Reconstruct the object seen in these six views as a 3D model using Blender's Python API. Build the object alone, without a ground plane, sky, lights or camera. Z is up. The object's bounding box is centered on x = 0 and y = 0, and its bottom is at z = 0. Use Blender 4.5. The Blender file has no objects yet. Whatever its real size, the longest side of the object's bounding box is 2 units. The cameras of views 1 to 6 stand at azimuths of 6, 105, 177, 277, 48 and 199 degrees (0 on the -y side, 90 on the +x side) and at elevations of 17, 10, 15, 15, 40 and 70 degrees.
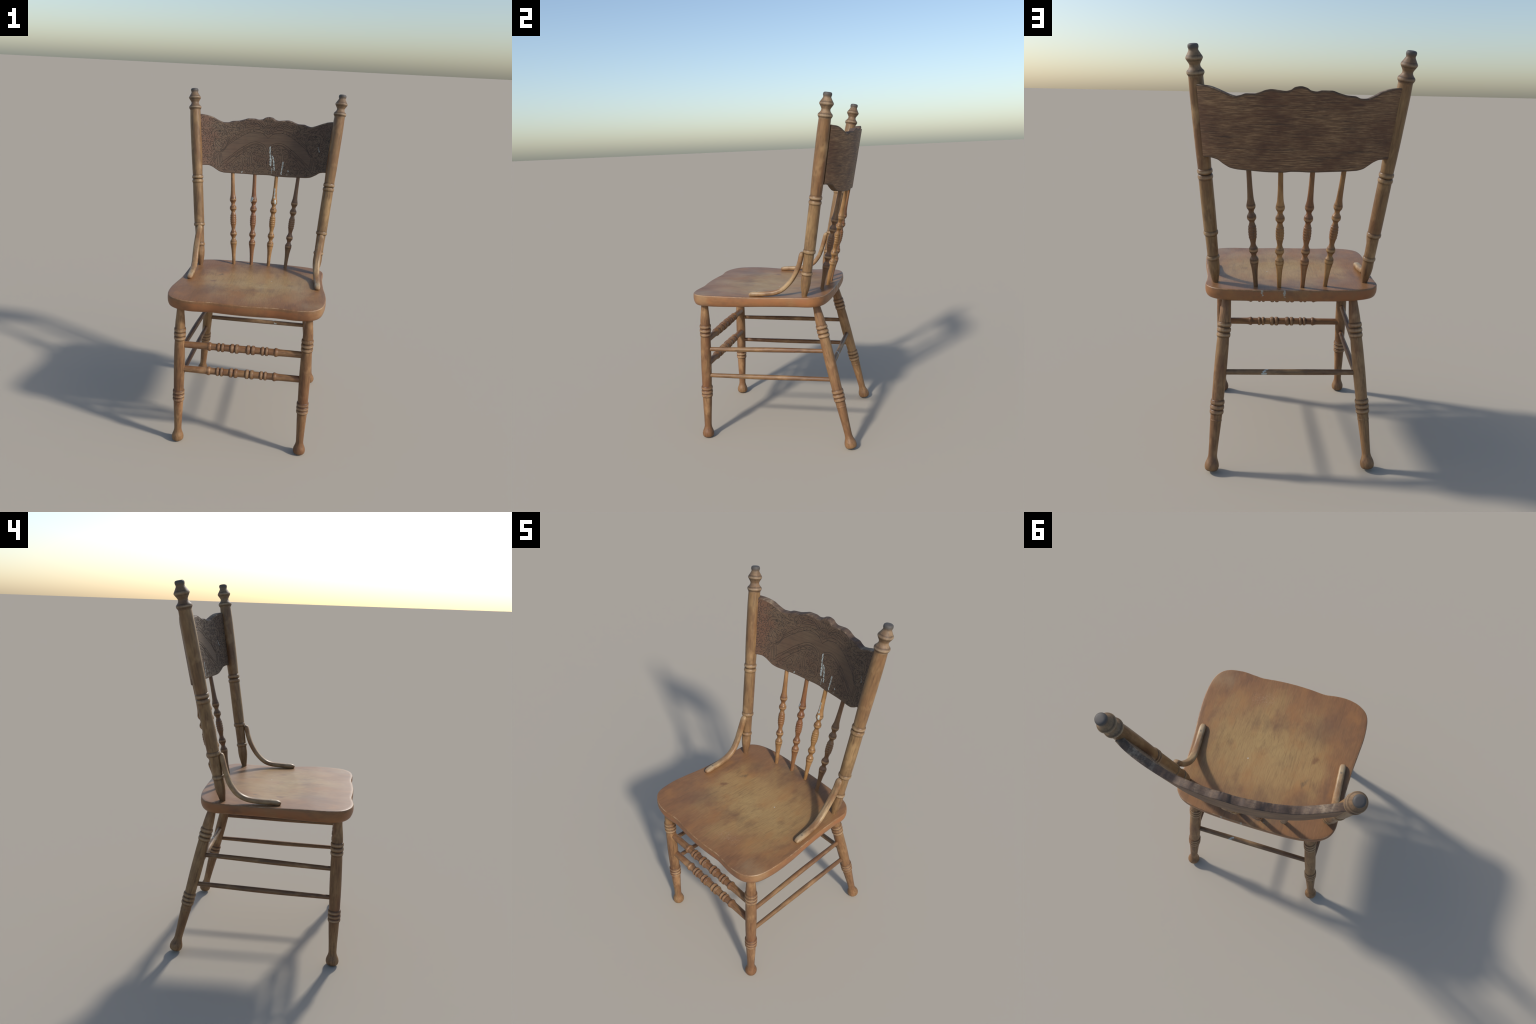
"""Pressed-back wooden dining chair: dished seat, turned legs and stretchers,
two turned back posts with finials, four turned spindles, a bowed and carved
crest rail, and two bent arm brackets."""
import bpy, math, random
import numpy as np
from mathutils import Vector, Matrix

rng = np.random.RandomState(7)
col = bpy.context.scene.collection

# ------------------------------------------------------------------ helpers
def spline(knots):
    """smooth curve through (t, value) knots (monotone-limited cubic)."""
    k = np.array(knots, float)
    x, y = k[:, 0], k[:, 1]
    h = np.diff(x); s = np.diff(y) / h
    m = np.zeros_like(y)
    m[0], m[-1] = s[0], s[-1]
    for i in range(1, len(x) - 1):
        if s[i - 1] * s[i] > 0:
            m[i] = 2 * s[i - 1] * s[i] / (s[i - 1] + s[i])
    def f(t):
        t = np.clip(np.asarray(t, float), x[0], x[-1])
        i = np.clip(np.searchsorted(x, t) - 1, 0, len(x) - 2)
        u = (t - x[i]) / h[i]
        return ((2*u**3 - 3*u**2 + 1) * y[i] + (u**3 - 2*u**2 + u) * h[i] * m[i]
                + (-2*u**3 + 3*u**2) * y[i + 1] + (u**3 - u**2) * h[i] * m[i + 1])
    return f

def catmull(pts, n=16, closed=False):
    """Catmull-Rom curve through control points of any dimension."""
    P = [np.array(p, float) for p in pts]
    if closed:
        Q = [P[-1]] + P + [P[0], P[1]]
    else:
        Q = [2*P[0] - P[1]] + P + [2*P[-1] - P[-2]]
    out = []
    for i in range(1, len(Q) - 2):
        a, b, c, d = Q[i-1], Q[i], Q[i+1], Q[i+2]
        for t in np.linspace(0, 1, n, endpoint=False):
            out.append(.5*((2*b) + (c-a)*t + (2*a-5*b+4*c-d)*t*t + (3*b-a-3*c+d)*t**3))
    if not closed:
        out.append(P[-1])
    return np.array(out)

def mesh_from(name, verts, faces, smooth_angle=None):
    me = bpy.data.meshes.new(name)
    me.from_pydata([tuple(map(float, v)) for v in verts], [], faces)
    me.validate()
    me.shade_smooth()
    if smooth_angle:
        me.set_sharp_from_angle(angle=math.radians(smooth_angle))
    return me

def add(name, me, parent, mat=None, matrix=None):
    ob = bpy.data.objects.new(name, me)
    col.objects.link(ob)
    ob.parent = parent
    if matrix is not None:
        ob.matrix_world = matrix
        ob.matrix_local = parent.matrix_world.inverted() @ matrix if parent else matrix
    if mat is not None:
        if not me.materials:
            me.materials.append(mat)
        ob.material_slots[0].link = 'OBJECT'
        ob.material_slots[0].material = mat
    return ob

def axis_matrix(a, b, spin=0.0):
    """frame at a with local +z running to b."""
    a, b = Vector(a), Vector(b)
    q = (b - a).to_track_quat('Z', 'Y')
    return Matrix.Translation(a) @ q.to_matrix().to_4x4() @ Matrix.Rotation(spin, 4, 'Z')

def turned(name, length, base, beads=(), seg=36, step=.0025, wobble=.0, caps=True, seed=0, oval=0.):
    """lathe: base radius curve plus round beads (position, half width, height)."""
    f = spline(base)
    zs = set(np.round(np.arange(0, length, step), 5).tolist() + [0., length] + [k[0] for k in base if 0 <= k[0] <= length])
    for p, w, h in beads:
        zs.update((p + w * np.sin(np.linspace(-np.pi/2, np.pi/2, 13))).tolist())
    zs = sorted(z for z in zs if 0 <= z <= length)
    z2 = [zs[0]]
    for z in zs[1:]:
        if z - z2[-1] > 2e-4:
            z2.append(z)
    zs = np.array(z2)
    r = f(zs)
    for p, w, h in beads:
        q = 1 - ((zs - p) / w)**2
        r = np.where(q > 0, np.maximum(r, f(p) + h*np.sqrt(np.maximum(q, 0))), r)
    rs = np.random.RandomState(seed + 11)
    ph = rs.rand(4) * 6.28
    V, F = [], []
    for i, z in enumerate(zs):
        ox = wobble * math.sin(z*9 + ph[0]); oy = wobble * math.sin(z*7 + ph[1])
        for j in range(seg):
            a = 2*math.pi*j/seg
            rr = r[i] * (1 + oval*math.cos(2*a + ph[2]) + .006*math.sin(3*a + z*14 + ph[3]))
            V.append((rr*math.cos(a) + ox, rr*math.sin(a) + oy, z))
    n = len(zs)
    for i in range(n - 1):
        for j in range(seg):
            k = (j + 1) % seg
            F.append((i*seg + j, i*seg + k, (i+1)*seg + k, (i+1)*seg + j))
    if caps:
        F.append(tuple(reversed(range(seg))))
        F.append(tuple((n-1)*seg + j for j in range(seg)))
    return mesh_from(name, V, F, 50)

# ---------------------------------------------------------------- materials
class Nodes:
    def __init__(self, name):
        self.mat = bpy.data.materials.new(name)
        self.mat.use_nodes = True
        self.t = self.mat.node_tree
        self.t.nodes.clear()
        self.out = self.n('ShaderNodeOutputMaterial')
        self.bsdf = self.n('ShaderNodeBsdfPrincipled')
        self.link(self.bsdf.outputs[0], self.out.inputs[0])
        self.co = self.n('ShaderNodeTexCoord').outputs['Object']
    def n(self, kind, **kw):
        nd = self.t.nodes.new(kind)
        for k, v in kw.items():
            setattr(nd, k, v)
        return nd
    def link(self, a, b):
        self.t.links.new(a, b)
    def put(self, sock, v):
        if hasattr(v, 'is_output'):
            self.link(v, sock)
        else:
            sock.default_value = v
    def math(self, op, a, b=0., c=None, clamp=False):
        nd = self.n('ShaderNodeMath', operation=op, use_clamp=clamp)
        self.put(nd.inputs[0], a); self.put(nd.inputs[1], b)
        if c is not None:
            self.put(nd.inputs[2], c)
        return nd.outputs[0]
    def vmath(self, op, a, b=None, scale=None):
        nd = self.n('ShaderNodeVectorMath', operation=op)
        self.put(nd.inputs[0], a)
        if b is not None:
            self.put(nd.inputs[1], b)
        if scale is not None:
            self.put(nd.inputs['Scale'], scale)
        return nd.outputs['Value'] if op in ('LENGTH', 'DOT_PRODUCT', 'DISTANCE') else nd.outputs[0]
    def scaled(self, s, rot=(0, 0, 0), loc=(0, 0, 0), vec=None):
        nd = self.n('ShaderNodeMapping')
        self.link(vec if vec is not None else self.co, nd.inputs[0])
        nd.inputs['Scale'].default_value = s
        nd.inputs['Rotation'].default_value = rot
        nd.inputs['Location'].default_value = loc
        return nd.outputs[0]
    def noise(self, vec, scale=1., detail=4., rough=.55, dist=0., w=None):
        nd = self.n('ShaderNodeTexNoise', noise_dimensions='4D')
        self.link(vec, nd.inputs['Vector'])
        nd.inputs['Scale'].default_value = scale
        nd.inputs['Detail'].default_value = detail
        nd.inputs['Roughness'].default_value = rough
        nd.inputs['Distortion'].default_value = dist
        if w is not None:
            self.put(nd.inputs['W'], w)
        return nd.outputs[0]
    def ramp(self, fac, stops, interp='LINEAR'):
        nd = self.n('ShaderNodeValToRGB')
        nd.color_ramp.interpolation = interp
        el = nd.color_ramp.elements
        while len(el) < len(stops):
            el.new(0.5)
        for e, (p, c) in zip(el, stops):
            e.position = p
        for e, (p, c) in zip(el, stops):
            e.color = (c, c, c, 1) if np.isscalar(c) else (*c, 1)
        self.put(nd.inputs[0], fac)
        return nd.outputs[0]
    def mix(self, fac, a, b, blend='MIX'):
        nd = self.n('ShaderNodeMix', data_type='RGBA', blend_type=blend)
        self.put(nd.inputs[0], fac)
        for s, v in ((nd.inputs[6], a), (nd.inputs[7], b)):
            if isinstance(v, tuple):
                v = (*v, 1) if len(v) == 3 else v
            self.put(s, v)
        return nd.outputs[2]
    def smooth(self, v, lo, hi):
        nd = self.n('ShaderNodeMapRange', interpolation_type='SMOOTHSTEP')
        self.put(nd.inputs[0], v)
        nd.inputs[1].default_value = lo; nd.inputs[2].default_value = hi
        return nd.outputs[0]
    def capsule(self, a, b):
        """distance from the point to the segment a-b."""
        ba = Vector(b) - Vector(a)
        pa = self.vmath('SUBTRACT', self.co, tuple(a))
        h = self.math('DIVIDE', self.vmath('DOT_PRODUCT', pa, tuple(ba)), max(ba.length_squared, 1e-9), clamp=True)
        return self.vmath('LENGTH', self.vmath('SUBTRACT', pa, self.vmath('SCALE', tuple(ba), scale=h)))
    def drips(self, segs, rough_scale=170., amp=.008, stretch=(1, 1, .35)):
        """mask of splashed paint: ragged capsules (a, b, radius)."""
        nz = self.noise(self.scaled(stretch), rough_scale, 3., .6)
        nz = self.math('MULTIPLY', self.math('SUBTRACT', nz, .5), amp*2)
        m = None
        for a, b, r in segs:
            d = self.math('ADD', self.math('SUBTRACT', self.capsule(a, b), r), nz)
            m = d if m is None else self.math('MINIMUM', m, d)
        return self.smooth(m, .0012, -.0006)
    def random(self):
        return self.n('ShaderNodeObjectInfo').outputs['Random']
    def bump(self, h, strength=.2, dist=.002):
        nd = self.n('ShaderNodeBump')
        nd.inputs['Strength'].default_value = strength
        nd.inputs['Distance'].default_value = dist
        self.link(h, nd.inputs['Height'])
        self.link(nd.outputs[0], self.bsdf.inputs['Normal'])
    def finish(self, color, rough=.5):
        self.put(self.bsdf.inputs['Base Color'], color)
        self.put(self.bsdf.inputs['Roughness'], rough)
        self.bsdf.inputs['Specular IOR Level'].default_value = .35
        return self.mat

PAINT = (.42, .47, .45)

def turned_wood(name, red, ochre, dark, worn=None, worn_z=(), length=1., rough=.46,
                grime=None, paint=(), red_amount=.5):
    """varnished turned hardwood: grain along local z, red varnish patches,
    bare ochre patches, dark handling dirt, pale rubbed beads."""
    m = Nodes(name)
    w = m.math('MULTIPLY', m.random(), 40.)
    grain = m.noise(m.scaled((50, 50, 5)), 2.2, 4., .58, .5, w)
    fine = m.noise(m.scaled((200, 200, 14)), 2., 3., .6, 0., w)
    patch = m.noise(m.scaled((9, 9, 3.2)), 1., 4., .6, .6, w)
    c = m.mix(m.ramp(patch, [(red_amount - .14, 0.), (red_amount + .14, 1.)]), red, ochre)
    c = m.mix(m.ramp(grain, [(.30, .75), (.48, .18), (.64, 0.)]), c, dark)
    c = m.mix(m.math('MULTIPLY', m.ramp(fine, [(.35, .45), (.52, 0.)]), .6), c, dark)
    soil = m.noise(m.scaled((8, 8, 4.5)), 1.5, 4., .6, .5, m.math('ADD', w, 23.))
    c = m.mix(m.ramp(soil, [(.50, 0.), (.70, .55)]), c, tuple(v*1.25 for v in dark))
    lite = m.noise(m.scaled((11, 11, 6)), 1.6, 3., .55, .3, m.math('ADD', w, 9.))
    c = m.mix(m.ramp(lite, [(.54, 0.), (.74, .6)]), c, tuple(min(1., v*1.45 + .02) for v in ochre))
    if worn is not None:
        sep = m.n('ShaderNodeSeparateXYZ'); m.link(m.co, sep.inputs[0])
        zz = sorted(worn_z)
        stops = []
        for i, (p, hw) in enumerate(zz):
            if i == 0 or p - zz[i-1][0] > 3.0*hw:
                stops += [(p - hw - .004, .5), (p - hw, .12)]
            stops.append((p, 1.))
            if i + 1 < len(zz) and zz[i+1][0] - p <= 3.0*hw:
                stops.append(((p + zz[i+1][0])/2, .05))
            else:
                stops += [(p + hw, .12), (p + hw + .004, .5)]
        wm = m.ramp(m.math('DIVIDE', sep.outputs[2], length), [(max(q, 0)/length, v) for q, v in stops])
        wn = m.ramp(m.noise(m.scaled((14, 14, 30)), 1., 3., .6, 0., w), [(.36, .10), (.64, .75)])
        pale = m.math('MULTIPLY', m.math('SUBTRACT', wm, .5), 2., clamp=True)
        dirt = m.math('MULTIPLY', m.math('SUBTRACT', .5, wm), 2., clamp=True)
        c = m.mix(m.math('MULTIPLY', pale, wn), c, worn)
        c = m.mix(m.math('MULTIPLY', dirt, .85), c, tuple(v*.55 for v in dark))
    if grime:
        lo, hi, gc, amt = grime
        sep2 = m.n('ShaderNodeSeparateXYZ'); m.link(m.co, sep2.inputs[0])
        gm = m.smooth(m.math('ADD', sep2.outputs[2], m.math('MULTIPLY', m.math('SUBTRACT', patch, .5), abs(hi - lo))), lo, hi)
        c = m.mix(m.math('MULTIPLY', gm, amt), c, gc)
    r = m.math('ADD', rough - .1, m.math('MULTIPLY', patch, .22))
    if paint:
        pm = m.drips(paint)
        c = m.mix(m.math('MULTIPLY', pm, .92), c, PAINT)
    m.bump(m.math('ADD', grain, m.math('MULTIPLY', fine, .5)), .22, .0012)
    return m.finish(c, r)

RED = (.195, .086, .038)
OCHRE = (.295, .172, .076)
DARK = (.080, .038, .019)
PALE = (.47, .335, .205)
GREY = (.135, .125, .110)

# ---------------------------------------------------------------- the chair
chair = bpy.data.objects.new('wooden_chair', None)
col.objects.link(chair)
chair['label'] = 'antique brown wooden chair with carved crest and turned spindles'
chair['category'] = 'chair'

# ---- seat ---------------------------------------------------------------
SEAT_TOP, SEAT_BOTTOM = .892, .836
outline = [(.008, -.489), (.10, -.486), (.18, -.479), (.24, -.483), (.30, -.487), (.37, -.477),
           (.417, -.447), (.444, -.395), (.455, -.30), (.451, -.19), (.437, -.06), (.429, .05),
           (.427, .15), (.428, .225), (.405, .272), (.36, .303), (.28, .320), (.17, .329),
           (0, .333), (-.17, .332), (-.27, .324), (-.345, .304), (-.393, .270), (-.415, .222),
           (-.416, .15), (-.416, .05), (-.419, -.09), (-.428, -.21), (-.433, -.30), (-.426, -.385),
           (-.403, -.436), (-.35, -.472), (-.285, -.487), (-.23, -.485), (-.165, -.478), (-.085, -.485)]
ring = catmull(outline, 10, True)
NS = len(ring)
centre = np.array([.008, -.075])
tang = np.roll(ring, -1, 0) - np.roll(ring, 1, 0)
nrm = np.stack([tang[:, 1], -tang[:, 0]], 1)
nrm /= np.linalg.norm(nrm, axis=1)[:, None]
if ((ring - centre) * nrm).sum() < 0:
    nrm = -nrm

def seat_height(x, y):
    # raised pommel across the front third, shallow hollow behind it
    t = np.clip((-.03 - y)/.27, 0, 1)
    z = SEAT_TOP + .0095*t*t*(3 - 2*t) - .002*np.clip((-.40 - y)/.09, 0, 1)**2
    dx, dy = (x - .008)/.34, (y - .05)/.22
    d = np.clip(1 - (np.abs(dx)**2.4 + np.abs(dy)**2.4), 0, 1)
    return z + .0025*np.clip((y - .12)/.10, 0, 1) - .0050*d**.9

V, F = [], []
rings = []
top_scale = list(np.linspace(.02, .9, 34)) + [.925, .95, .97]
for s in top_scale:
    p = centre + (ring - .0045*nrm - centre)*s
    rings.append([(q[0], q[1], seat_height(q[0], q[1])) for q in p])
for inset, frac in [(.0045, 1.), (.0022, .99), (.0007, .955), (0., .90), (-.0008, .6), (.0005, .38),
                    (.003, .24), (.007, .10), (.012, .02), (.018, 0.)]:
    p = ring - inset*nrm
    rings.append([(q[0], q[1], SEAT_BOTTOM + (seat_height(q[0], q[1]) - SEAT_BOTTOM)*frac) for q in p])
for s in (.8, .5, .2, .02):
    p = centre + (ring - .018*nrm - centre)*s
    rings.append([(q[0], q[1], SEAT_BOTTOM) for q in p])
for R in rings:
    V += R
for i in range(len(rings) - 1):
    for j in range(NS):
        k = (j + 1) % NS
        F.append((i*NS + j, (i+1)*NS + j, (i+1)*NS + k, i*NS + k))
F.append(tuple(range(NS)))
F.append(tuple(reversed([(len(rings)-1)*NS + j for j in range(NS)])))

def seat_material(arris=False):
    m = Nodes('seat_edge_wood' if arris else 'seat_wood')
    xyz = m.n('ShaderNodeSeparateXYZ'); m.link(m.co, xyz.inputs[0])
    x, y, z = xyz.outputs
    grain = m.noise(m.scaled((34, 2.8, 34), (0, 0, math.radians(4))), 1.6, 6., .62, .5)
    fine = m.noise(m.scaled((190, 12, 190), (0, 0, math.radians(4))), 1.5, 4., .65)
    blotch = m.noise(m.scaled((1, .75, 1)), 6.5, 5., .6, .4)
    # rubbed bare oval in the middle, red varnish left round the rim
    ex = m.math('DIVIDE', m.math('SUBTRACT', x, .02), .37)
    ey = m.math('DIVIDE', m.math('ADD', y, .045), .34)
    d = m.math('SQRT', m.math('ADD', m.math('MULTIPLY', ex, ex), m.math('MULTIPLY', ey, ey)))
    d = m.math('ADD', d, m.math('MULTIPLY', m.math('SUBTRACT', blotch, .5), 1.5))
    d = m.math('ADD', d, m.math('MULTIPLY', m.math('SUBTRACT', grain, .5), .5))
    bare, redv = (.400, .258, .104), (.240, .112, .048)
    c = m.ramp(m.math('MULTIPLY', d, .5), [(.12, bare), (.33, (.365, .222, .088)), (.52, (.275, .140, .060)), (.72, redv)])
    c = m.mix(m.ramp(grain, [(.28, .50), (.45, .14), (.66, 0.)]), c, (.135, .070, .032))
    c = m.mix(m.ramp(fine, [(.32, .40), (.52, 0.)]), c, (.12, .066, .032))
    c = m.mix(m.ramp(fine, [(.55, 0.), (.78, .35)]), c, (.42, .27, .12))
    band = m.smooth(m.math('ADD', z, m.math('MULTIPLY', m.math('SUBTRACT', blotch, .5), .01)), .889, .882)
    c = m.mix(m.math('MULTIPLY', band, m.ramp(blotch, [(.40, .25), (.56, .85)])), c, (.285, .112, .044))
    # purple-brown stain patches
    og = m.noise(m.scaled((1, .55, 1), loc=(5, 9, 0)), 9., 5., .62, .3)
    c = m.mix(m.ramp(og, [(.50, 0.), (.68, .6)]), c, (.335, .155, .054))
    st = m.noise(m.scaled((1, .6, 1), loc=(3, 1, 0)), 8.5, 4., .6)
    c = m.mix(m.ramp(st, [(.52, 0.), (.70, .65)]), c, (.130, .068, .040))
    speck = m.noise(m.scaled((1, .6, 1), loc=(7, 2, 0)), 26., 5., .65)
    # dark stain by the front left, dirty band round the spindle feet, grey spots
    for (a, b, r0, r1, cc, amt) in [((-.25, -.30, .89), (-.22, -.26, .89), -.02, .14, (.12, .062, .042), .55),
                                    ((-.20, .03, .89), (-.185, .045, .89), -.012, .030, (.11, .082, .048), .8),
                                    ((-.226, -.102, .89), (-.22, -.10, .89), -.012, .030, (.16, .070, .034), .7),
                                    ((-.30, .16, .89), (.30, .22, .89), .02, .13, (.17, .082, .042), .35),
                                    ((-.13, .27, .89), (.20, .28, .89), -.05, .075, (.085, .058, .042), .6),
                                    ((.38, -.42, .89), (.42, -.40, .89), -.02, .09, (.33, .23, .125), .5)]:
        q = m.math('ADD', m.capsule(a, b), m.math('MULTIPLY', m.math('SUBTRACT', speck, .5), .14))
        q = m.math('ADD', q, m.math('MULTIPLY', m.math('SUBTRACT', grain, .5), .05))
        c = m.mix(m.math('MULTIPLY', m.smooth(q, r1, r0), amt), c, cc)
    if arris:      # finish rubbed off the top edge in patches
        c = m.mix(m.ramp(m.noise(m.scaled((1, 1, 1)), 17., 4., .65), [(.46, 0.), (.64, .65)]), c, (.42, .29, .17))
    # scratched pale scribble near the front
    sc = m.noise(m.scaled((1, 1, 1)), 60., 2., .5, 1.2)
    line = m.smooth(m.math('ABSOLUTE', m.math('SUBTRACT', sc, .5)), .02, .004)
    zone = m.smooth(m.capsule((.10, -.36, .89), (.17, -.35, .89)), .055, .015)
    c = m.mix(m.math('MULTIPLY', m.math('MULTIPLY', line, zone), .35), c, (.45, .33, .22))
    # paler rubbed arris at front top edge and edge of sides
    c = m.mix(m.drips([((.121, -.013, .89), (.121, -.013, .89), .004), ((-.183, .053, .89), (-.178, .056, .89), .001),
                       ((-.145, -.170, .89), (-.144, -.168, .89), .003)], 120., .003), c, (.52, .46, .39))
    c = m.mix(m.drips([((-.156, -.177, .89), (-.152, -.174, .89), .004), ((-.17, -.188, .89), (-.16, -.18, .89), .0015)], 120., .002), c, (.035, .02, .012))
    # bird-lime and paint by the spindles and down the back edge
    pm = m.drips([((-.085, .272, .892), (-.055, .30, .892), -.001), ((-.03, .262, .892), (-.01, .268, .892), -.002),
                  ((.03, .252, .892), (.06, .272, .892), -.001), ((.085, .255, .892), (.09, .263, .892), -.001),
                  ((.155, .330, .893), (.155, .334, .862), .004), ((.15, .334, .86), (.15, .333, .84), .001),
                  ((.048, .333, .893), (.048, .335, .872), .004), ((.045, .335, .87), (.045, .333, .842), .001),
                  ((.183, .245, .892), (.19, .247, .892), -.002)], 110., .014, (1, 1, 1))
    c = m.mix(m.math('MULTIPLY', pm, .7), c, (.36, .37, .32))
    r = m.math('ADD', .30, m.math('MULTIPLY', blotch, .26))
    m.bump(m.math('ADD', grain, m.math('MULTIPLY', fine, .6)), .18, .0014)
    return m.finish(c, r)

seat_mesh = mesh_from('seat', V, F, 50)
seat = add('seat', seat_mesh, chair, seat_material())
seat_mesh.materials.append(seat_material(True))
n_top = len(top_scale)
for p in seat_mesh.polygons:
    if len(p.vertices) == 4 and n_top <= min(p.vertices)//NS < n_top + 2:
        p.material_index = 1

# ---- legs ---------------------------------------------------------------
leg_base = [(0, .021), (.003, .0275), (.010, .0328), (.022, .0348), (.034, .0332), (.048, .0282), (.060, .0240),
            (.076, .0215), (.12, .0225), (.20, .026), (.25, .028), (.262, .0285), (.33, .0290), (.36, .0295),
            (.48, .0312), (.60, .0302), (.638, .0290), (.708, .0288), (.725, .0285), (.76, .0262), (.80, .0225),
            (.835, .0205), (.88, .020)]
front_beads = [(.270, .0115, .0055), (.292, .0120, .006), (.316, .0130, .0055),
               (.650, .0115, .0048), (.674, .0120, .0055), (.699, .0120, .0050)]
rear_shift = lambda z: z*1.031 + (.012 if z < .4 else -.002)
rear_base = [(z*1.031, r) for z, r in leg_base]
rear_beads = [(rear_shift(p), w, h) for p, w, h in front_beads] + [(.249, .004, .0012)]
worn_leg = [(p, .0105) for p, w, h in front_beads]
leg_mat = turned_wood('leg_wood', RED, OCHRE, DARK, PALE, worn_leg, .88, grime=(.014, .0, (.07, .05, .035), .8))
rear_leg_mat = turned_wood('rear_leg_wood', RED, OCHRE, DARK, PALE, [(p, .0105) for p, w, h in rear_beads[:6]], .90,
                           grime=(.014, .0, (.07, .05, .035), .8), red_amount=.46)
front_leg = turned('front_leg', .865, leg_base, front_beads, oval=.008)
rear_leg = turned('rear_leg', .885, rear_base, rear_beads, oval=.008, seed=3)
LEGS = {'FL': ((-.347, -.434, 0.), (-.345, -.413, .84)), 'FR': ((.372, -.437, 0.), (.373, -.410, .84)),
        'RR': ((.3945, .442, .0070), (.323, .246, .84)), 'RL': ((-.3765, .439, .0070), (-.292, .253, .84))}
for i, (k, (a, b)) in enumerate(LEGS.items()):
    front = k[0] == 'F'
    add('leg', front_leg if front else rear_leg, chair, leg_mat if front else rear_leg_mat, axis_matrix(a, b, i*1.3))

def on_leg(k, z):
    a, b = map(Vector, LEGS[k])
    return a + (b - a)*((z - a.z)/(b.z - a.z))

# ---- stretchers ---------------------------------------------------------
def rung_len(a, b):
    return (Vector(b) - Vector(a)).length

L = .74
plain = turned('plain_stretcher', L, [(0, .0120), (.15, .0130), (.37, .0146), (.59, .0132), (L, .0120)], seg=24, wobble=.0008)
plain_mat = turned_wood('stretcher_wood', (.175, .080, .037), (.255, .146, .064), (.062, .035, .023), rough=.45)
for f, r, zf, zr in (('FR', 'RR', .558, .565), ('FR', 'RR', .394, .400), ('FL', 'RL', .560, .565), ('FL', 'RL', .395, .399)):
    a, b = on_leg(f, zf), on_leg(r, zr)
    mx = axis_matrix(a, b, zf*7) @ Matrix.Diagonal((1, 1, rung_len(a, b)/L, 1))
    add('side_stretcher', plain, chair, plain_mat, mx)
a, b = on_leg('RL', .474), on_leg('RR', .477)
rear_len = rung_len(a, b)
rear_mat = turned_wood('rear_stretcher_wood', (.165, .080, .040), (.24, .150, .075), (.07, .042, .028),
                       paint=[((-.006, -.012, rear_len*.665), (.006, -.012, rear_len*.69), .005),
                              ((.0, .0132, rear_len*.665), (.012, .006, rear_len*.69), .005),
                              ((.012, -.004, rear_len*.675), (.012, -.004, rear_len*.70), .005),
                              ((-.0132, 0, rear_len*.675), (-.012, 0, rear_len*.69), .004)])
add('rear_stretcher', turned('rear_stretcher', rear_len, [(0, .0130), (.3, .0142), (rear_len, .0132)], seg=24), chair, rear_mat, axis_matrix(a, b))

FLEN = .72
H = FLEN/2
side = [(0, .0185), (.40, .0196), (.44, .0210), (.475, .0252), (.492, .0244), (.505, .0198), (.55, .0192), (1, .0204)]
fbase = [(t*H, r) for t, r in side] + [(FLEN - t*H, r) for t, r in side[-2::-1]]
fbeads = []
for t, w, h in ((.62, .0092, .0060), (.685, .0092, .0060), (.835, .0115, .0068), (.91, .0115, .0068)):
    fbeads += [(t*H, w, h), (FLEN - t*H, w, h)]
front_rung = turned('turned_stretcher', FLEN, fbase, fbeads, seg=32, step=.003)
front_mat = turned_wood('front_stretcher_wood', (.20, .082, .036), (.30, .168, .072), (.085, .042, .024), (.40, .275, .16),
                        [(p, .0098) for p, w, h in fbeads], FLEN)
front_mat2 = front_mat
for zl, zr, sp in ((.605, .610, .4), (.455, .461, 2.)):
    a, b = on_leg('FL', zl) + Vector((0, .006, .002)), on_leg('FR', zr) + Vector((0, .006, .002))
    add('front_stretcher', front_rung, chair, front_mat, axis_matrix(a, b, sp) @ Matrix.Diagonal((1, 1, rung_len(a, b)/FLEN, 1)))

# ---- back posts with finials -------------------------------------------
POST = {'R': ((.381, .192, .893), (.462, .369, 1.994)), 'L': ((-.357, .189, .891), (-.466, .398, 1.987))}
plen = (Vector(POST['R'][1]) - Vector(POST['R'][0])).length
zl = lambda z: (z - .893)/(1.994 - .893)*plen       # height on the chair -> distance along the post
post_base = [(-.02, .013), (0, .0145), (zl(.92), .0195), (zl(.955), .0258), (zl(.985), .0280), (zl(1.01), .0275), (zl(1.045), .0272),
             (zl(1.10), .0278), (zl(1.135), .0285), (zl(1.142), .0290), (zl(1.17), .0318), (zl(1.30), .0325), (zl(1.415), .0322),
             (zl(1.42), .029), (zl(1.455), .029), (zl(1.462), .0312), (zl(1.65), .0342), (zl(1.78), .0342), (zl(1.862), .0325)]
post_base = [(z + .02, r) for z, r in post_base]
post_beads = [(zl(1.027) + .02, .009, .0045), (zl(1.153) + .02, .011, .0050), (zl(1.424) + .02, .0125, .0068), (zl(1.450) + .02, .0125, .0068)]
SPLIT = zl(1.862) + .02
worn_post = [(p, .012) for p, w, h in post_beads]
post_red, post_ochre = (.190, .094, .043), (.285, .178, .080)
post_mat = turned_wood('post_wood', post_red, post_ochre, (.085, .047, .026), (.45, .335, .215), worn_post, 1.2,
                       rough=.38, red_amount=.46)
post_mesh = turned('back_post', SPLIT, post_base, post_beads, oval=.006)
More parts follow.
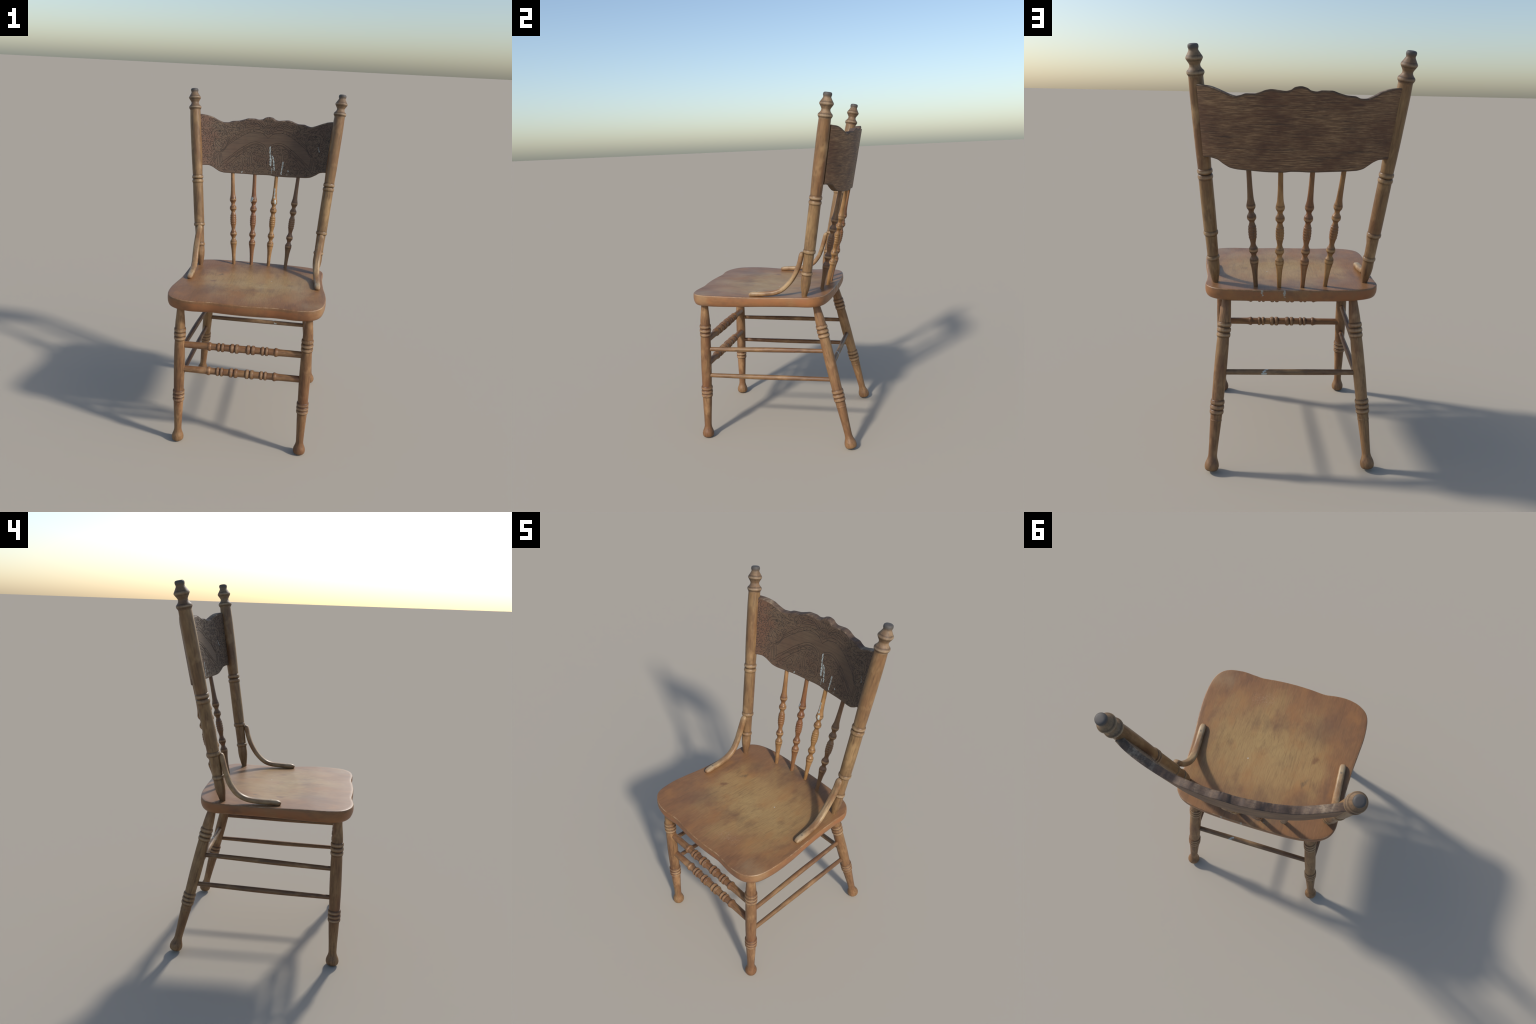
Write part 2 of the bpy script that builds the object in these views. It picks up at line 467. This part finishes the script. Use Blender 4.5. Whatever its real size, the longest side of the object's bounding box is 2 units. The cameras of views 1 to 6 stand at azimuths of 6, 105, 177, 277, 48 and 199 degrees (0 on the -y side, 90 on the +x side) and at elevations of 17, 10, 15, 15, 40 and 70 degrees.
fin_base = [(0, .0325), (.004, .0325), (.008, .0335), (.016, .0368), (.022, .0375), (.028, .0365), (.040, .0285), (.052, .0232),
            (.060, .0226), (.066, .0242), (.078, .0296), (.090, .0350), (.095, .0364), (.100, .0352), (.110, .0305), (.120, .0258), (.128, .0222), (.134, .0202),
            (.140, .0205), (.146, .0222), (.153, .0225), (.160, .0212), (.1645, .0175), (.166, .012)]
fin_len = plen + .02 - SPLIT + .002
fin_base = [(z*fin_len/.166, r*(1 + .05*min(1, z/.01))) for z, r in fin_base]
fin_mesh = turned('finial', fin_len, fin_base, oval=.01, seed=5)
fin_mat = turned_wood('finial_wood', (.170, .095, .050), (.235, .155, .085), (.085, .058, .038), (.42, .33, .22), [(.018, .009), (.078, .010)], .18,
                      rough=.55, grime=(.104, .128, (.070, .068, .066), .92))
for k, (a, b) in POST.items():
    a, b = Vector(a), Vector(b)
    d = (b - a).normalized()
    mx = axis_matrix(a - d*.02, b, 0.7 if k == 'R' else 2.9)
    po = add('back_post', post_mesh, chair, post_mat, mx)
    add('finial', fin_mesh, po, fin_mat, mx @ Matrix.Translation((0, 0, SPLIT - .001)))
    po.matrix_world

# ---- spindles -----------------------------------------------------------
SPIN = [((-.152, .258, .893), (-.2005, .382, 1.466)), ((-.040, .278, .893), (-.059, .400, 1.463)),
        ((.072, .278, .893), (.082, .402, 1.462)), ((.184, .260, .893), (.2225, .386, 1.466))]
SL = .60
s = lambda z: (z - .893)/(1.465 - .893)*SL + .01
sp_base = [(0, .0105), (s(.93), .0112), (s(.985), .0145), (s(1.018), .0196), (s(1.028), .0213), (s(1.040), .0206), (s(1.052), .0140), (s(1.059), .0119),
           (s(1.067), .0140), (s(1.079), .0206), (s(1.086), .0218), (s(1.094), .0204), (s(1.108), .0138), (s(1.118), .0120), (s(1.130), .0138),
           (s(1.152), .0177), (s(1.175), .0190), (s(1.200), .0178), (s(1.218), .0136), (s(1.224), .0120), (s(1.232), .0150), (s(1.242), .0213), (s(1.247), .0218),
           (s(1.256), .0206), (s(1.268), .0140), (s(1.275), .0119), (s(1.283), .0140), (s(1.294), .0200), (s(1.302), .0215), (s(1.312), .0196),
           (s(1.335), .0150), (s(1.37), .0130), (s(1.42), .0118), (SL + .03, .0112)]
sp_beads = [(s(z), .0042, .0012) for z in (1.150, 1.163, 1.176, 1.189, 1.202)]
spindle = turned('spindle', SL + .016, sp_base, sp_beads, seg=28, step=.003)
worn_sp = [(s(z), .010) for z in (1.030, 1.088, 1.246, 1.302)]
spin_cols = [((.235, .105, .042), (.30, .165, .062), (.10, .05, .024), ()),
             ((.210, .082, .035), (.28, .138, .055), (.09, .04, .02), [((-.014, -.012, s(1.303)), (-.010, -.014, s(1.315)), .010)]),
             ((.275, .125, .042), (.345, .192, .070), (.14, .06, .025), [((.009, -.017, s(1.294)), (.007, -.015, s(1.312)), .0065), ((.000, -.015, s(1.33)), (-.002, -.012, s(1.385)), .0035)]),
             ((.165, .080, .040), (.215, .132, .066), (.070, .042, .026), ())]
for (a, b), (r_, o_, d_, p_) in zip(SPIN, spin_cols):
    a, b = Vector(a), Vector(b)
    d = (b - a).normalized()
    # local +y of the spindle frame is aligned to world so that paint faces front
    zax = d; xax = Vector((1, 0, 0)); xax = (xax - zax*xax.dot(zax)).normalized(); yax = zax.cross(xax)
    mx = Matrix((xax, yax, zax)).transposed().to_4x4()
    mx = Matrix.Translation(a - d*.01) @ mx @ Matrix.Diagonal((1, 1, (b - a).length/SL, 1))
    add('spindle', spindle, chair, turned_wood('spindle_wood', r_, o_, d_, (.40, .26, .13), worn_sp, SL + .03, rough=.36, paint=p_), mx)

# ---- arm brackets -------------------------------------------------------
def arm(name, pts, tip):
    c = catmull(pts, 10)
    d = np.gradient(c, axis=0); d /= np.linalg.norm(d, axis=1)[:, None]
    seg = np.linalg.norm(np.diff(c, axis=0), axis=1); t = np.concatenate([[0], np.cumsum(seg)]); Ltot = t[-1]
    V, F, n = [], [], 28
    for i in range(len(c)):
        side_ = np.array([1., 0, 0]); side_ -= d[i]*side_.dot(d[i]); side_ /= np.linalg.norm(side_)
        up = np.cross(side_, d[i])
        e0, e1 = t[i], Ltot - t[i]
        k = min(1, math.sqrt(max(0, 1 - (1 - min(e0/.022, 1))**2))*.97 + .03)*min(1, math.sqrt(max(0, 1 - (1 - min(e1/.030, 1))**2))*.95 + .05)
        w = (.0180 + .0012*math.sin(9*t[i]))*(.35 + .65*k)
        h = .0140*(.2 + .8*k)
        for j in range(n):
            a_ = 2*math.pi*j/n
            ca, sa = math.cos(a_), math.sin(a_)
            q = c[i] + side_*w*math.copysign(abs(ca)**.8, ca) + up*h*math.copysign(abs(sa)**.8, sa)
            V.append(q)
    for i in range(len(c) - 1):
        for j in range(n):
            k2 = (j + 1) % n
            F.append((i*n + j, i*n + k2, (i+1)*n + k2, (i+1)*n + j))
    F.append(tuple(reversed(range(n)))); F.append(tuple((len(c)-1)*n + j for j in range(n)))
    return mesh_from(name, V, F, 60)

def arm_material():
    m = Nodes('arm_wood')
    grain = m.noise(m.scaled((70, 9, 9)), 1.6, 5., .65, .3)
    patch = m.noise(m.scaled((9, 5, 5)), 1.4, 4., .6, .4)
    c = m.mix(m.ramp(patch, [(.40, 0.), (.58, 1.)]), (.26, .135, .060), (.40, .275, .145))
    c = m.mix(m.ramp(grain, [(.32, .8), (.52, .2), (.7, 0.)]), c, (.13, .080, .045))
    tips = m.math('MINIMUM', m.capsule((.403, -.095, .925), (.403, -.085, .925)), m.capsule((-.366, -.09, .925), (-.366, -.08, .925)))
    c = m.mix(m.math('MULTIPLY', m.smooth(tips, .035, .012), .5), c, (.46, .36, .22))
    plug = m.math('MINIMUM', m.capsule((.402, -.078, .925), (.402, -.078, .925)), m.capsule((-.367, -.062, .925), (-.367, -.062, .925)))
    c = m.mix(m.math('MULTIPLY', m.smooth(plug, .009, .005), .6), c, (.10, .085, .07))
    m.bump(grain, .3, .0015)
    return m.finish(c, .42)
arm_mat = arm_material()
arms = [arm('arm_bracket', [(.402, .196, 1.150), (.400, .188, 1.133), (.396, .176, 1.089), (.390, .155, 1.038), (.386, .118, .980),
                            (.388, .070, .934), (.393, .021, .914), (.399, -.050, .908), (.402, -.100, .9065), (.403, -.126, .9035)], 0),
        arm('arm_bracket', [(-.371, .206, 1.150), (-.373, .197, 1.133), (-.378, .183, 1.086), (-.382, .166, 1.035), (-.383, .145, .988),
                            (-.380, .109, .943), (-.376, .060, .918), (-.372, -.003, .909), (-.367, -.080, .907), (-.365, -.117, .9035)], 0)]
for me in arms:
    add('arm_bracket', me, chair, arm_mat)

# ---- crest rail ---------------------------------------------------------
pr0, pr1 = map(np.array, POST['R']); pl0, pl1 = map(np.array, POST['L'])
def post_at(z):
    z = np.asarray(z, float)[..., None]
    return (pl0 + (pl1 - pl0)*(z - pl0[2])/(pl1[2] - pl0[2]), pr0 + (pr1 - pr0)*(z - pr0[2])/(pr1[2] - pr0[2]))
def rail_xy(u, z):
    """middle surface of the bowed rail; u runs -1..1 between the post axes."""
    l, r = post_at(z)
    x = l[..., 0] + (r[..., 0] - l[..., 0])*(u + 1)/2
    y = l[..., 1] + (r[..., 1] - l[..., 1])*(u + 1)/2 + .016 + .092*(1 - np.abs(u)**2.2) + .008 + .0125*u - .008*u*u - .010*np.maximum(u, 0)**9
    return x, y
def to_u(x, z):
    l, r = post_at(z)
    return 2*(np.asarray(x) - l[..., 0])/(r[..., 0] - l[..., 0]) - 1
top_k = [(-.44, 1.831), (-.415, 1.830), (-.385, 1.826), (-.348, 1.816), (-.307, 1.795), (-.272, 1.7835), (-.247, 1.784), (-.22, 1.793), (-.185, 1.796),
         (-.15, 1.805), (-.118, 1.814), (-.082, 1.814), (-.057, 1.809), (-.032, 1.813), (-.013, 1.824), (.009, 1.829), (.030, 1.826),
         (.050, 1.814), (.072, 1.809), (.10, 1.812), (.13, 1.815), (.15, 1.812), (.178, 1.802), (.201, 1.796), (.233, 1.796),
         (.255, 1.789), (.277, 1.785), (.30, 1.790), (.338, 1.805), (.36, 1.814), (.392, 1.824), (.44, 1.830)]
bot_k = [(-.42, 1.519), (-.36, 1.518), (-.333, 1.509), (-.309, 1.494), (-.282, 1.478), (-.25, 1.471), (-.20, 1.469), (-.12, 1.467),
         (-.05, 1.465), (.01, 1.467), (.036, 1.467), (.07, 1.463), (.13, 1.463), (.21, 1.467), (.265, 1.470), (.30, 1.476),
         (.331, 1.492), (.36, 1.511), (.395, 1.518), (.43, 1.518)]
ztop = spline([(float(to_u(x, z)), z) for x, z in top_k])
zbot = spline([(float(to_u(x, z)), z) for x, z in bot_k])
HALF = .0170
NU, NV = 1080, 400
U = np.linspace(-.976, .976, NU)
zt, zb = ztop(U), zbot(U)

# --- the carved drawing: strokes on the front, given for the left half in (x, z) and mirrored
AX = .010
strokes = []
def stroke(pts, mirror=True, n=14):
    c = catmull(pts, n) if len(pts) > 2 else np.linspace(pts[0], pts[1], 60)
    strokes.append(c)
    if mirror:
        q = c.copy(); q[:, 0] = 2*AX - q[:, 0]
        strokes.append(q)
arch = [(.010, 1.697), (-.008, 1.712), (-.033, 1.727), (-.067, 1.733), (-.099, 1.730), (-.135, 1.717), (-.170, 1.697), (-.205, 1.674),
        (-.232, 1.655), (-.243, 1.647), (-.254, 1.631), (-.265, 1.614), (-.280, 1.598)]
arch_out = [(.010, 1.718), (-.015, 1.733), (-.043, 1.746), (-.076, 1.750), (-.109, 1.747), (-.144, 1.734), (-.176, 1.717), (-.207, 1.696),
            (-.233, 1.675), (-.246, 1.663), (-.255, 1.643), (-.269, 1.622), (-.297, 1.597)]
stroke(arch); stroke(arch_out)
stroke([((a[0] + b[0])/2, (a[1] + b[1])/2 + .001) for a, b in zip(arch, arch_out)][7:])
stroke([(-.297, 1.596), (-.290, 1.55), (-.283, 1.507)]); stroke([(-.281, 1.594), (-.274, 1.543)]); stroke([(-.289, 1.594), (-.281, 1.535)])
inner = [(-.272, 1.541), (-.219, 1.582), (-.173, 1.620), (-.134, 1.645), (-.103, 1.663), (-.071, 1.671), (-.042, 1.668), (-.016, 1.656),
         (.002, 1.637), (.010, 1.608), (.010, 1.580)]
inner2 = [(-.283, 1.509), (-.252, 1.539), (-.203, 1.577), (-.156, 1.610), (-.121, 1.632), (-.094, 1.649), (-.065, 1.655), (-.040, 1.652),
          (-.019, 1.638), (-.005, 1.619), (0., 1.603), (-.007, 1.595), (-.014, 1.604), (-.008, 1.610)]
stroke(inner); stroke(inner2)
stroke([((a[0]*.35 + b[0]*.65), (a[1]*.35 + b[1]*.65)) for a, b in zip(inner, inner2)][1:9])
stroke([(-.262, 1.505), (-.215, 1.545), (-.165, 1.585), (-.125, 1.615), (-.09, 1.632)])
for pts in ([(-.201, 1.790), (-.221, 1.786), (-.220, 1.772), (-.199, 1.767), (-.196, 1.752), (-.189, 1.736), (-.172, 1.729), (-.155, 1.738), (-.154, 1.758),
             (-.167, 1.767), (-.179, 1.760), (-.180, 1.749), (-.172, 1.745), (-.168, 1.752)],
            [(-.177, 1.788), (-.196, 1.776), (-.199, 1.760)],
            [(-.146, 1.754), (-.139, 1.770), (-.115, 1.783), (-.087, 1.787), (-.054, 1.781), (-.028, 1.764)],
            [(-.146, 1.754), (-.122, 1.759), (-.094, 1.765), (-.082, 1.777), (-.110, 1.774), (-.134, 1.763)],
            [(-.090, 1.756), (-.075, 1.766), (-.055, 1.768), (-.040, 1.760), (-.052, 1.750), (-.075, 1.752)],
            [(-.175, 1.768), (-.165, 1.790), (-.137, 1.802), (-.105, 1.804)],
            [(-.063, 1.800), (-.046, 1.787), (-.024, 1.765)], [(-.072, 1.795), (-.054, 1.776), (-.036, 1.755)],
            [(-.284, 1.774), (-.263, 1.765), (-.230, 1.750), (-.210, 1.755)], [(-.291, 1.774), (-.278, 1.756), (-.253, 1.742), (-.229, 1.739), (-.214, 1.743)],
            [(-.290, 1.764), (-.272, 1.742), (-.262, 1.722), (-.270, 1.705)],
            [(-.328, 1.688), (-.334, 1.715), (-.320, 1.731), (-.293, 1.736), (-.280, 1.725), (-.286, 1.712), (-.300, 1.714)],
            [(-.340, 1.684), (-.350, 1.720), (-.330, 1.745), (-.305, 1.748)],
            [(-.328, 1.684), (-.308, 1.669), (-.279, 1.654)], [(-.328, 1.684), (-.311, 1.653), (-.286, 1.630)], [(-.328, 1.684), (-.322, 1.653), (-.305, 1.621)],
            [(-.328, 1.684), (-.334, 1.650), (-.326, 1.615)], [(-.328, 1.684), (-.300, 1.684), (-.272, 1.676)],
            [(-.263, 1.710), (-.250, 1.694), (-.257, 1.670)], [(-.302, 1.763), (-.315, 1.775), (-.307, 1.785), (-.294, 1.780)],
            [(-.345, 1.600), (-.330, 1.612), (-.312, 1.606), (-.316, 1.590), (-.332, 1.588)], [(-.310, 1.580), (-.304, 1.550), (-.300, 1.520)],
            [(-.085, 1.636), (-.113, 1.637), (-.129, 1.624), (-.128, 1.608), (-.111, 1.605)],
            [(-.091, 1.614), (-.099, 1.585), (-.099, 1.549), (-.097, 1.517)], [(-.081, 1.610), (-.089, 1.582), (-.087, 1.550), (-.072, 1.519)],
            [(.007, 1.540), (.003, 1.568), (-.019, 1.578), (-.042, 1.561), (-.049, 1.536)], [(0., 1.536), (-.009, 1.559), (-.025, 1.558), (-.034, 1.537)],
            [(-.097, 1.517), (-.118, 1.532), (-.135, 1.536), (-.138, 1.519), (-.121, 1.512)], [(-.154, 1.571), (-.144, 1.555), (-.147, 1.531), (-.142, 1.491)],
            [(-.162, 1.570), (-.181, 1.561), (-.200, 1.541), (-.211, 1.520)], [(-.150, 1.590), (-.125, 1.575), (-.112, 1.550), (-.114, 1.530)],
            [(-.214, 1.504), (-.231, 1.516), (-.243, 1.515), (-.246, 1.503), (-.229, 1.498)], [(-.175, 1.545), (-.168, 1.525), (-.180, 1.510), (-.195, 1.515), (-.192, 1.528)],
            [(.010, 1.560), (.010, 1.532), (.003, 1.508), (-.017, 1.498), (-.050, 1.500), (-.072, 1.519)],
            [(-.068, 1.631), (-.043, 1.629), (-.025, 1.606), (-.041, 1.597), (-.066, 1.603), (-.083, 1.610)],
            [(-.064, 1.590), (-.055, 1.570), (-.064, 1.550), (-.074, 1.560)], [(-.060, 1.620), (-.048, 1.612), (-.055, 1.605)]):
    stroke(pts)
# sunburst over the middle
for r_ in (.012, .020, .029):
    a_ = np.linspace(math.radians(12), math.radians(168), 9)
    stroke([(AX + r_*1.1*math.cos(t), 1.748 + r_*math.sin(t)) for t in a_], False)
for t in np.radians(np.linspace(28, 152, 9)):
    stroke([(AX + .031*1.1*math.cos(t), 1.748 + .031*math.sin(t)), (AX + .068*math.cos(t), 1.748 + .064*math.sin(t))], False)
stroke([(AX - .012, 1.748), (AX, 1.734), (AX + .012, 1.748)], False)
# strap-work of little hooks on the outer fields and scroll filler elsewhere
prng = random.Random(4)
def hook(cx, cz, r_, a0, sweep):
    stroke([(cx + r_*math.cos(a0 + sweep*i/6)*(1 - .06*i), cz + r_*math.sin(a0 + sweep*i/6)*(1 - .06*i)) for i in range(7)], True, 8)
arch_x = np.array(arch)[::-1]; inner_x = np.array(inner)
def plain_band(x, z):
    """the smooth lens between the big arch and the inner arch stays uncarved."""
    if x < -.300:
        return False
    return np.interp(x, inner_x[:10, 0], inner_x[:10, 1]) - .002 < z < np.interp(x, arch_x[:, 0], arch_x[:, 1]) + .002
placed = np.concatenate([c for c in strokes])
for k in range(2600):
    cx, cz = prng.uniform(-.432, .004), prng.uniform(1.472, 1.825)
    r_ = prng.uniform(.0055, .0125) if cx < -.30 or cz < 1.60 else prng.uniform(.005, .009)
    u_ = float(to_u(cx, cz))
    if plain_band(cx, cz) or cz + r_ > float(ztop(u_)) - .006 or cz - r_ < float(zbot(u_)) + .006 or u_ < -.955:
        continue
    if np.min(np.hypot(placed[:, 0] - cx, placed[:, 1] - cz)) < r_*.98:
        continue
    n0 = len(strokes)
    hook(cx, cz, r_, prng.uniform(0, 6.28), prng.choice((-1, 1))*prng.uniform(3.4, 6.4))
    placed = np.concatenate([placed] + strokes[n0:])
samples = []
for c in strokes:
    d = np.concatenate([[0], np.cumsum(np.linalg.norm(np.diff(c, axis=0), axis=1))])
    t = np.arange(0, d[-1], .0006)
    samples.append(np.stack([np.interp(t, d, c[:, 0]), np.interp(t, d, c[:, 1])], 1))
samples = np.concatenate(samples)

tv = np.linspace(0, 1, NV)
UU = np.repeat(U[:, None], NV, 1)
ZZ = zb[:, None] + (zt - zb)[:, None]*tv[None, :]
XX, YY = rail_xy(UU, ZZ)
dist = np.full(UU.shape, .01)
su = to_u(samples[:, 0], samples[:, 1])
ci = np.round((su - U[0])/(U[1] - U[0])).astype(int)
for (x, z), i in zip(samples, ci):
    if i < 4 or i >= NU - 4:
        continue
    j = int(round((z - zb[i])/(zt[i] - zb[i])*(NV - 1)))
    if j < 6 or j >= NV - 6:
        continue
    w = np.s_[i-4:i+5, j-4:j+5]
    dist[w] = np.minimum(dist[w], np.hypot(XX[w] - x, ZZ[w] - z))
groove = .0014*np.exp(-(dist/.0012)**2)

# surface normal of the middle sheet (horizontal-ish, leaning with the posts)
dxu, dyu = np.gradient(XX, axis=0), np.gradient(YY, axis=0)
nl = np.hypot(dxu, dyu); nx, ny = dyu/nl, -dxu/nl          # points to the front (-y)
lean = -.17
edge_d = np.minimum(tv[None, :], 1 - tv[None, :])*(zt - zb)[:, None]
def round_edge(d, r=.007):
    q = np.clip(1 - d/r, 0, 1)
    return r*(1 - np.sqrt(np.maximum(0, 1 - q*q)))
lump = np.maximum(0, np.sin(U*58 + 1.1*np.sin(U*17)))**3*np.clip(1.3 - np.abs(U)*1.6, 0, 1)
r_edge = np.where(tv[None, :] > .5, .006 + .007*lump[:, None], .006)
off_f = HALF - round_edge(edge_d, r_edge) - groove
off_b = HALF - round_edge(edge_d, .004)
def sheet(off, sgn):
    return np.stack([XX + sgn*nx*off, YY + sgn*ny*off, ZZ + sgn*ny*off*lean*0 - 0*off], 2)
front = sheet(off_f, 1)
bsel = np.unique(np.concatenate([np.arange(0, 8), np.arange(8, NV - 8, 10), np.arange(NV - 8, NV)]))
back = sheet(off_b, -1)[:, bsel]
NB = len(bsel)
# loop per column: front bottom->top, back top->bottom
loop = np.concatenate([front, back[:, ::-1]], 1)
NL = loop.shape[1]
verts = loop.reshape(-1, 3)
ii, jj = np.meshgrid(np.arange(NU - 1), np.arange(NL), indexing='ij')
kk = (jj + 1) % NL
quads = np.stack([ii*NL + jj, (ii + 1)*NL + jj, (ii + 1)*NL + kk, ii*NL + kk], 2).reshape(-1, 4)
me = bpy.data.meshes.new('crest_rail')
nq = len(quads)
me.vertices.add(len(verts)); me.vertices.foreach_set('co', verts.astype(np.float32).ravel())
caps = [list(range(NL))[::-1], [(NU - 1)*NL + j for j in range(NL)]]
loops = np.concatenate([quads.ravel()] + [np.array(c) for c in caps])
me.loops.add(len(loops)); me.loops.foreach_set('vertex_index', loops.astype(np.int32))
starts = np.concatenate([np.arange(nq)*4, [nq*4, nq*4 + NL]])
me.polygons.add(nq + 2); me.polygons.foreach_set('loop_start', starts.astype(np.int32))
# which face gets which wood: 0 front, 1 back, 2 grimy groove
fidx = np.zeros((NU - 1, NL), np.int32)
fidx[:, NV + 8:NV + NB - 8] = 1
fd = dist[:-1, :-1]; fd = (dist[:-1, :-1] + dist[1:, :-1] + dist[:-1, 1:] + dist[1:, 1:])/4
fidx[:, :NV - 1][fd < .00105] = 2
fidx[:, NV - 9:NV + 7] = 3          # worn top edge
me.polygons.foreach_set('material_index', np.concatenate([fidx.ravel(), [0, 0]]).astype(np.int32))
me.update(calc_edges=True); me.validate()
me.shade_smooth(); me.set_sharp_from_angle(angle=math.radians(60))

def rail_front():
    m = Nodes('crest_front_wood')
    grain = m.noise(m.scaled((5, 5, 95)), 1.6, 5., .62, .3)
    fine = m.noise(m.scaled((16, 16, 260)), 1.6, 3., .6)
    patch = m.noise(m.scaled((1.2, 1, 1.2)), 5., 4., .6, .4)
    xyz = m.n('ShaderNodeSeparateXYZ'); m.link(m.co, xyz.inputs[0])
    c = m.mix(m.ramp(patch, [(.38, 0.), (.62, 1.)]), (.108, .065, .041), (.128, .086, .053))
    # redder varnish left at the outer left end
    lm = m.smooth(m.math('ADD', xyz.outputs[0], m.math('MULTIPLY', m.math('SUBTRACT', patch, .5), .35)), -.26, -.38)
    c = m.mix(m.math('MULTIPLY', lm, .75), c, (.150, .072, .042))
    c = m.mix(m.ramp(grain, [(.30, .7), (.50, .2), (.68, 0.)]), c, (.052, .034, .025))
    c = m.mix(m.ramp(fine, [(.56, 0.), (.76, .45)]), c, (.19, .125, .075))
    # the paint ran down the front: measured in the picture plane (y dropped)
    flat = m.vmath('MULTIPLY', m.co, (1., 0., 1.))
    keep, m.co = m.co, flat
    pm = m.drips([((.030, 0, 1.645), (.031, 0, 1.609), .0040), ((.031, 0, 1.609), (.037, 0, 1.574), .0040),
                  ((.037, 0, 1.574), (.039, 0, 1.530), .0052), ((.047, 0, 1.591), (.057, 0, 1.563), .0030),
                  ((.057, 0, 1.563), (.065, 0, 1.504), .0036), ((.119, 0, 1.556), (.116, 0, 1.524), .0036),
                  ((.116, 0, 1.524), (.111, 0, 1.480), .0028), ((.050, 0, 1.519), (.050, 0, 1.483), .0012),
                  ((.335, 0, 1.668), (.345, 0, 1.640), .0008), ((.155, 0, 1.505), (.156, 0, 1.500), .0020),
                  ((.150, 0, 1.480), (.151, 0, 1.478), .0020), ((-.140, 0, 1.482), (-.141, 0, 1.479), .0025)], 190., .0085, (1, 1, .55))
    m.co = keep
    c = m.mix(m.math('MULTIPLY', pm, .9), c, PAINT)
    m.bump(m.math('ADD', grain, m.math('MULTIPLY', fine, .6)), .3, .0015)
    return m.finish(c, .55)

def rail_back():
    m = Nodes('crest_back_wood')
    grain = m.noise(m.scaled((4.5, 4.5, 80)), 1.5, 5., .62, .35)
    fine = m.noise(m.scaled((13, 13, 280)), 1.3, 4., .65)
    patch = m.noise(m.scaled((1.2, 1, 2.2)), 4.2, 4., .6, .5)
    c = m.mix(m.ramp(patch, [(.36, 0.), (.64, 1.)]), (.130, .062, .034), (.200, .110, .056))
    c = m.mix(m.ramp(grain, [(.32, .75), (.52, .15), (.7, 0.)]), c, (.050, .032, .025))
    lift = m.math('MULTIPLY', m.ramp(fine, [(.48, 0.), (.62, .85)]), m.ramp(patch, [(.36, .25), (.58, 1.)]))
    c = m.mix(lift, c, (.35, .215, .112))
    c = m.mix(m.ramp(fine, [(.30, .6), (.46, 0.)]), c, (.045, .030, .024))
    m.bump(m.math('ADD', grain, fine), .35, .0015)
    return m.finish(c, .58)

def rail_groove():
    m = Nodes('groove_grime')
    nz = m.noise(m.scaled((1, 1, 1)), 40., 3.)
    return m.finish(m.mix(nz, (.026, .019, .016), (.046, .032, .024)), .7)

def rail_edge():
    m = Nodes('crest_edge_wood')
    a = m.noise(m.scaled((26, 8, 8)), 1., 4., .6, .3)
    g = m.noise(m.scaled((60, 160, 160)), 1., 3., .6)
    c = m.ramp(a, [(.34, (.060, .042, .033)), (.46, (.110, .070, .046)), (.56, (.145, .098, .064)), (.70, (.30, .225, .150))])
    c = m.mix(m.ramp(g, [(.36, .6), (.54, 0.)]), c, (.06, .042, .034))
    m.bump(g, .4, .002)
    return m.finish(c, .68)

rail_mats = (rail_front(), rail_back(), rail_groove(), rail_edge())
for mt in rail_mats:
    me.materials.append(mt)
rail = bpy.data.objects.new('crest_rail', me)
col.objects.link(rail)
rail.parent = chair
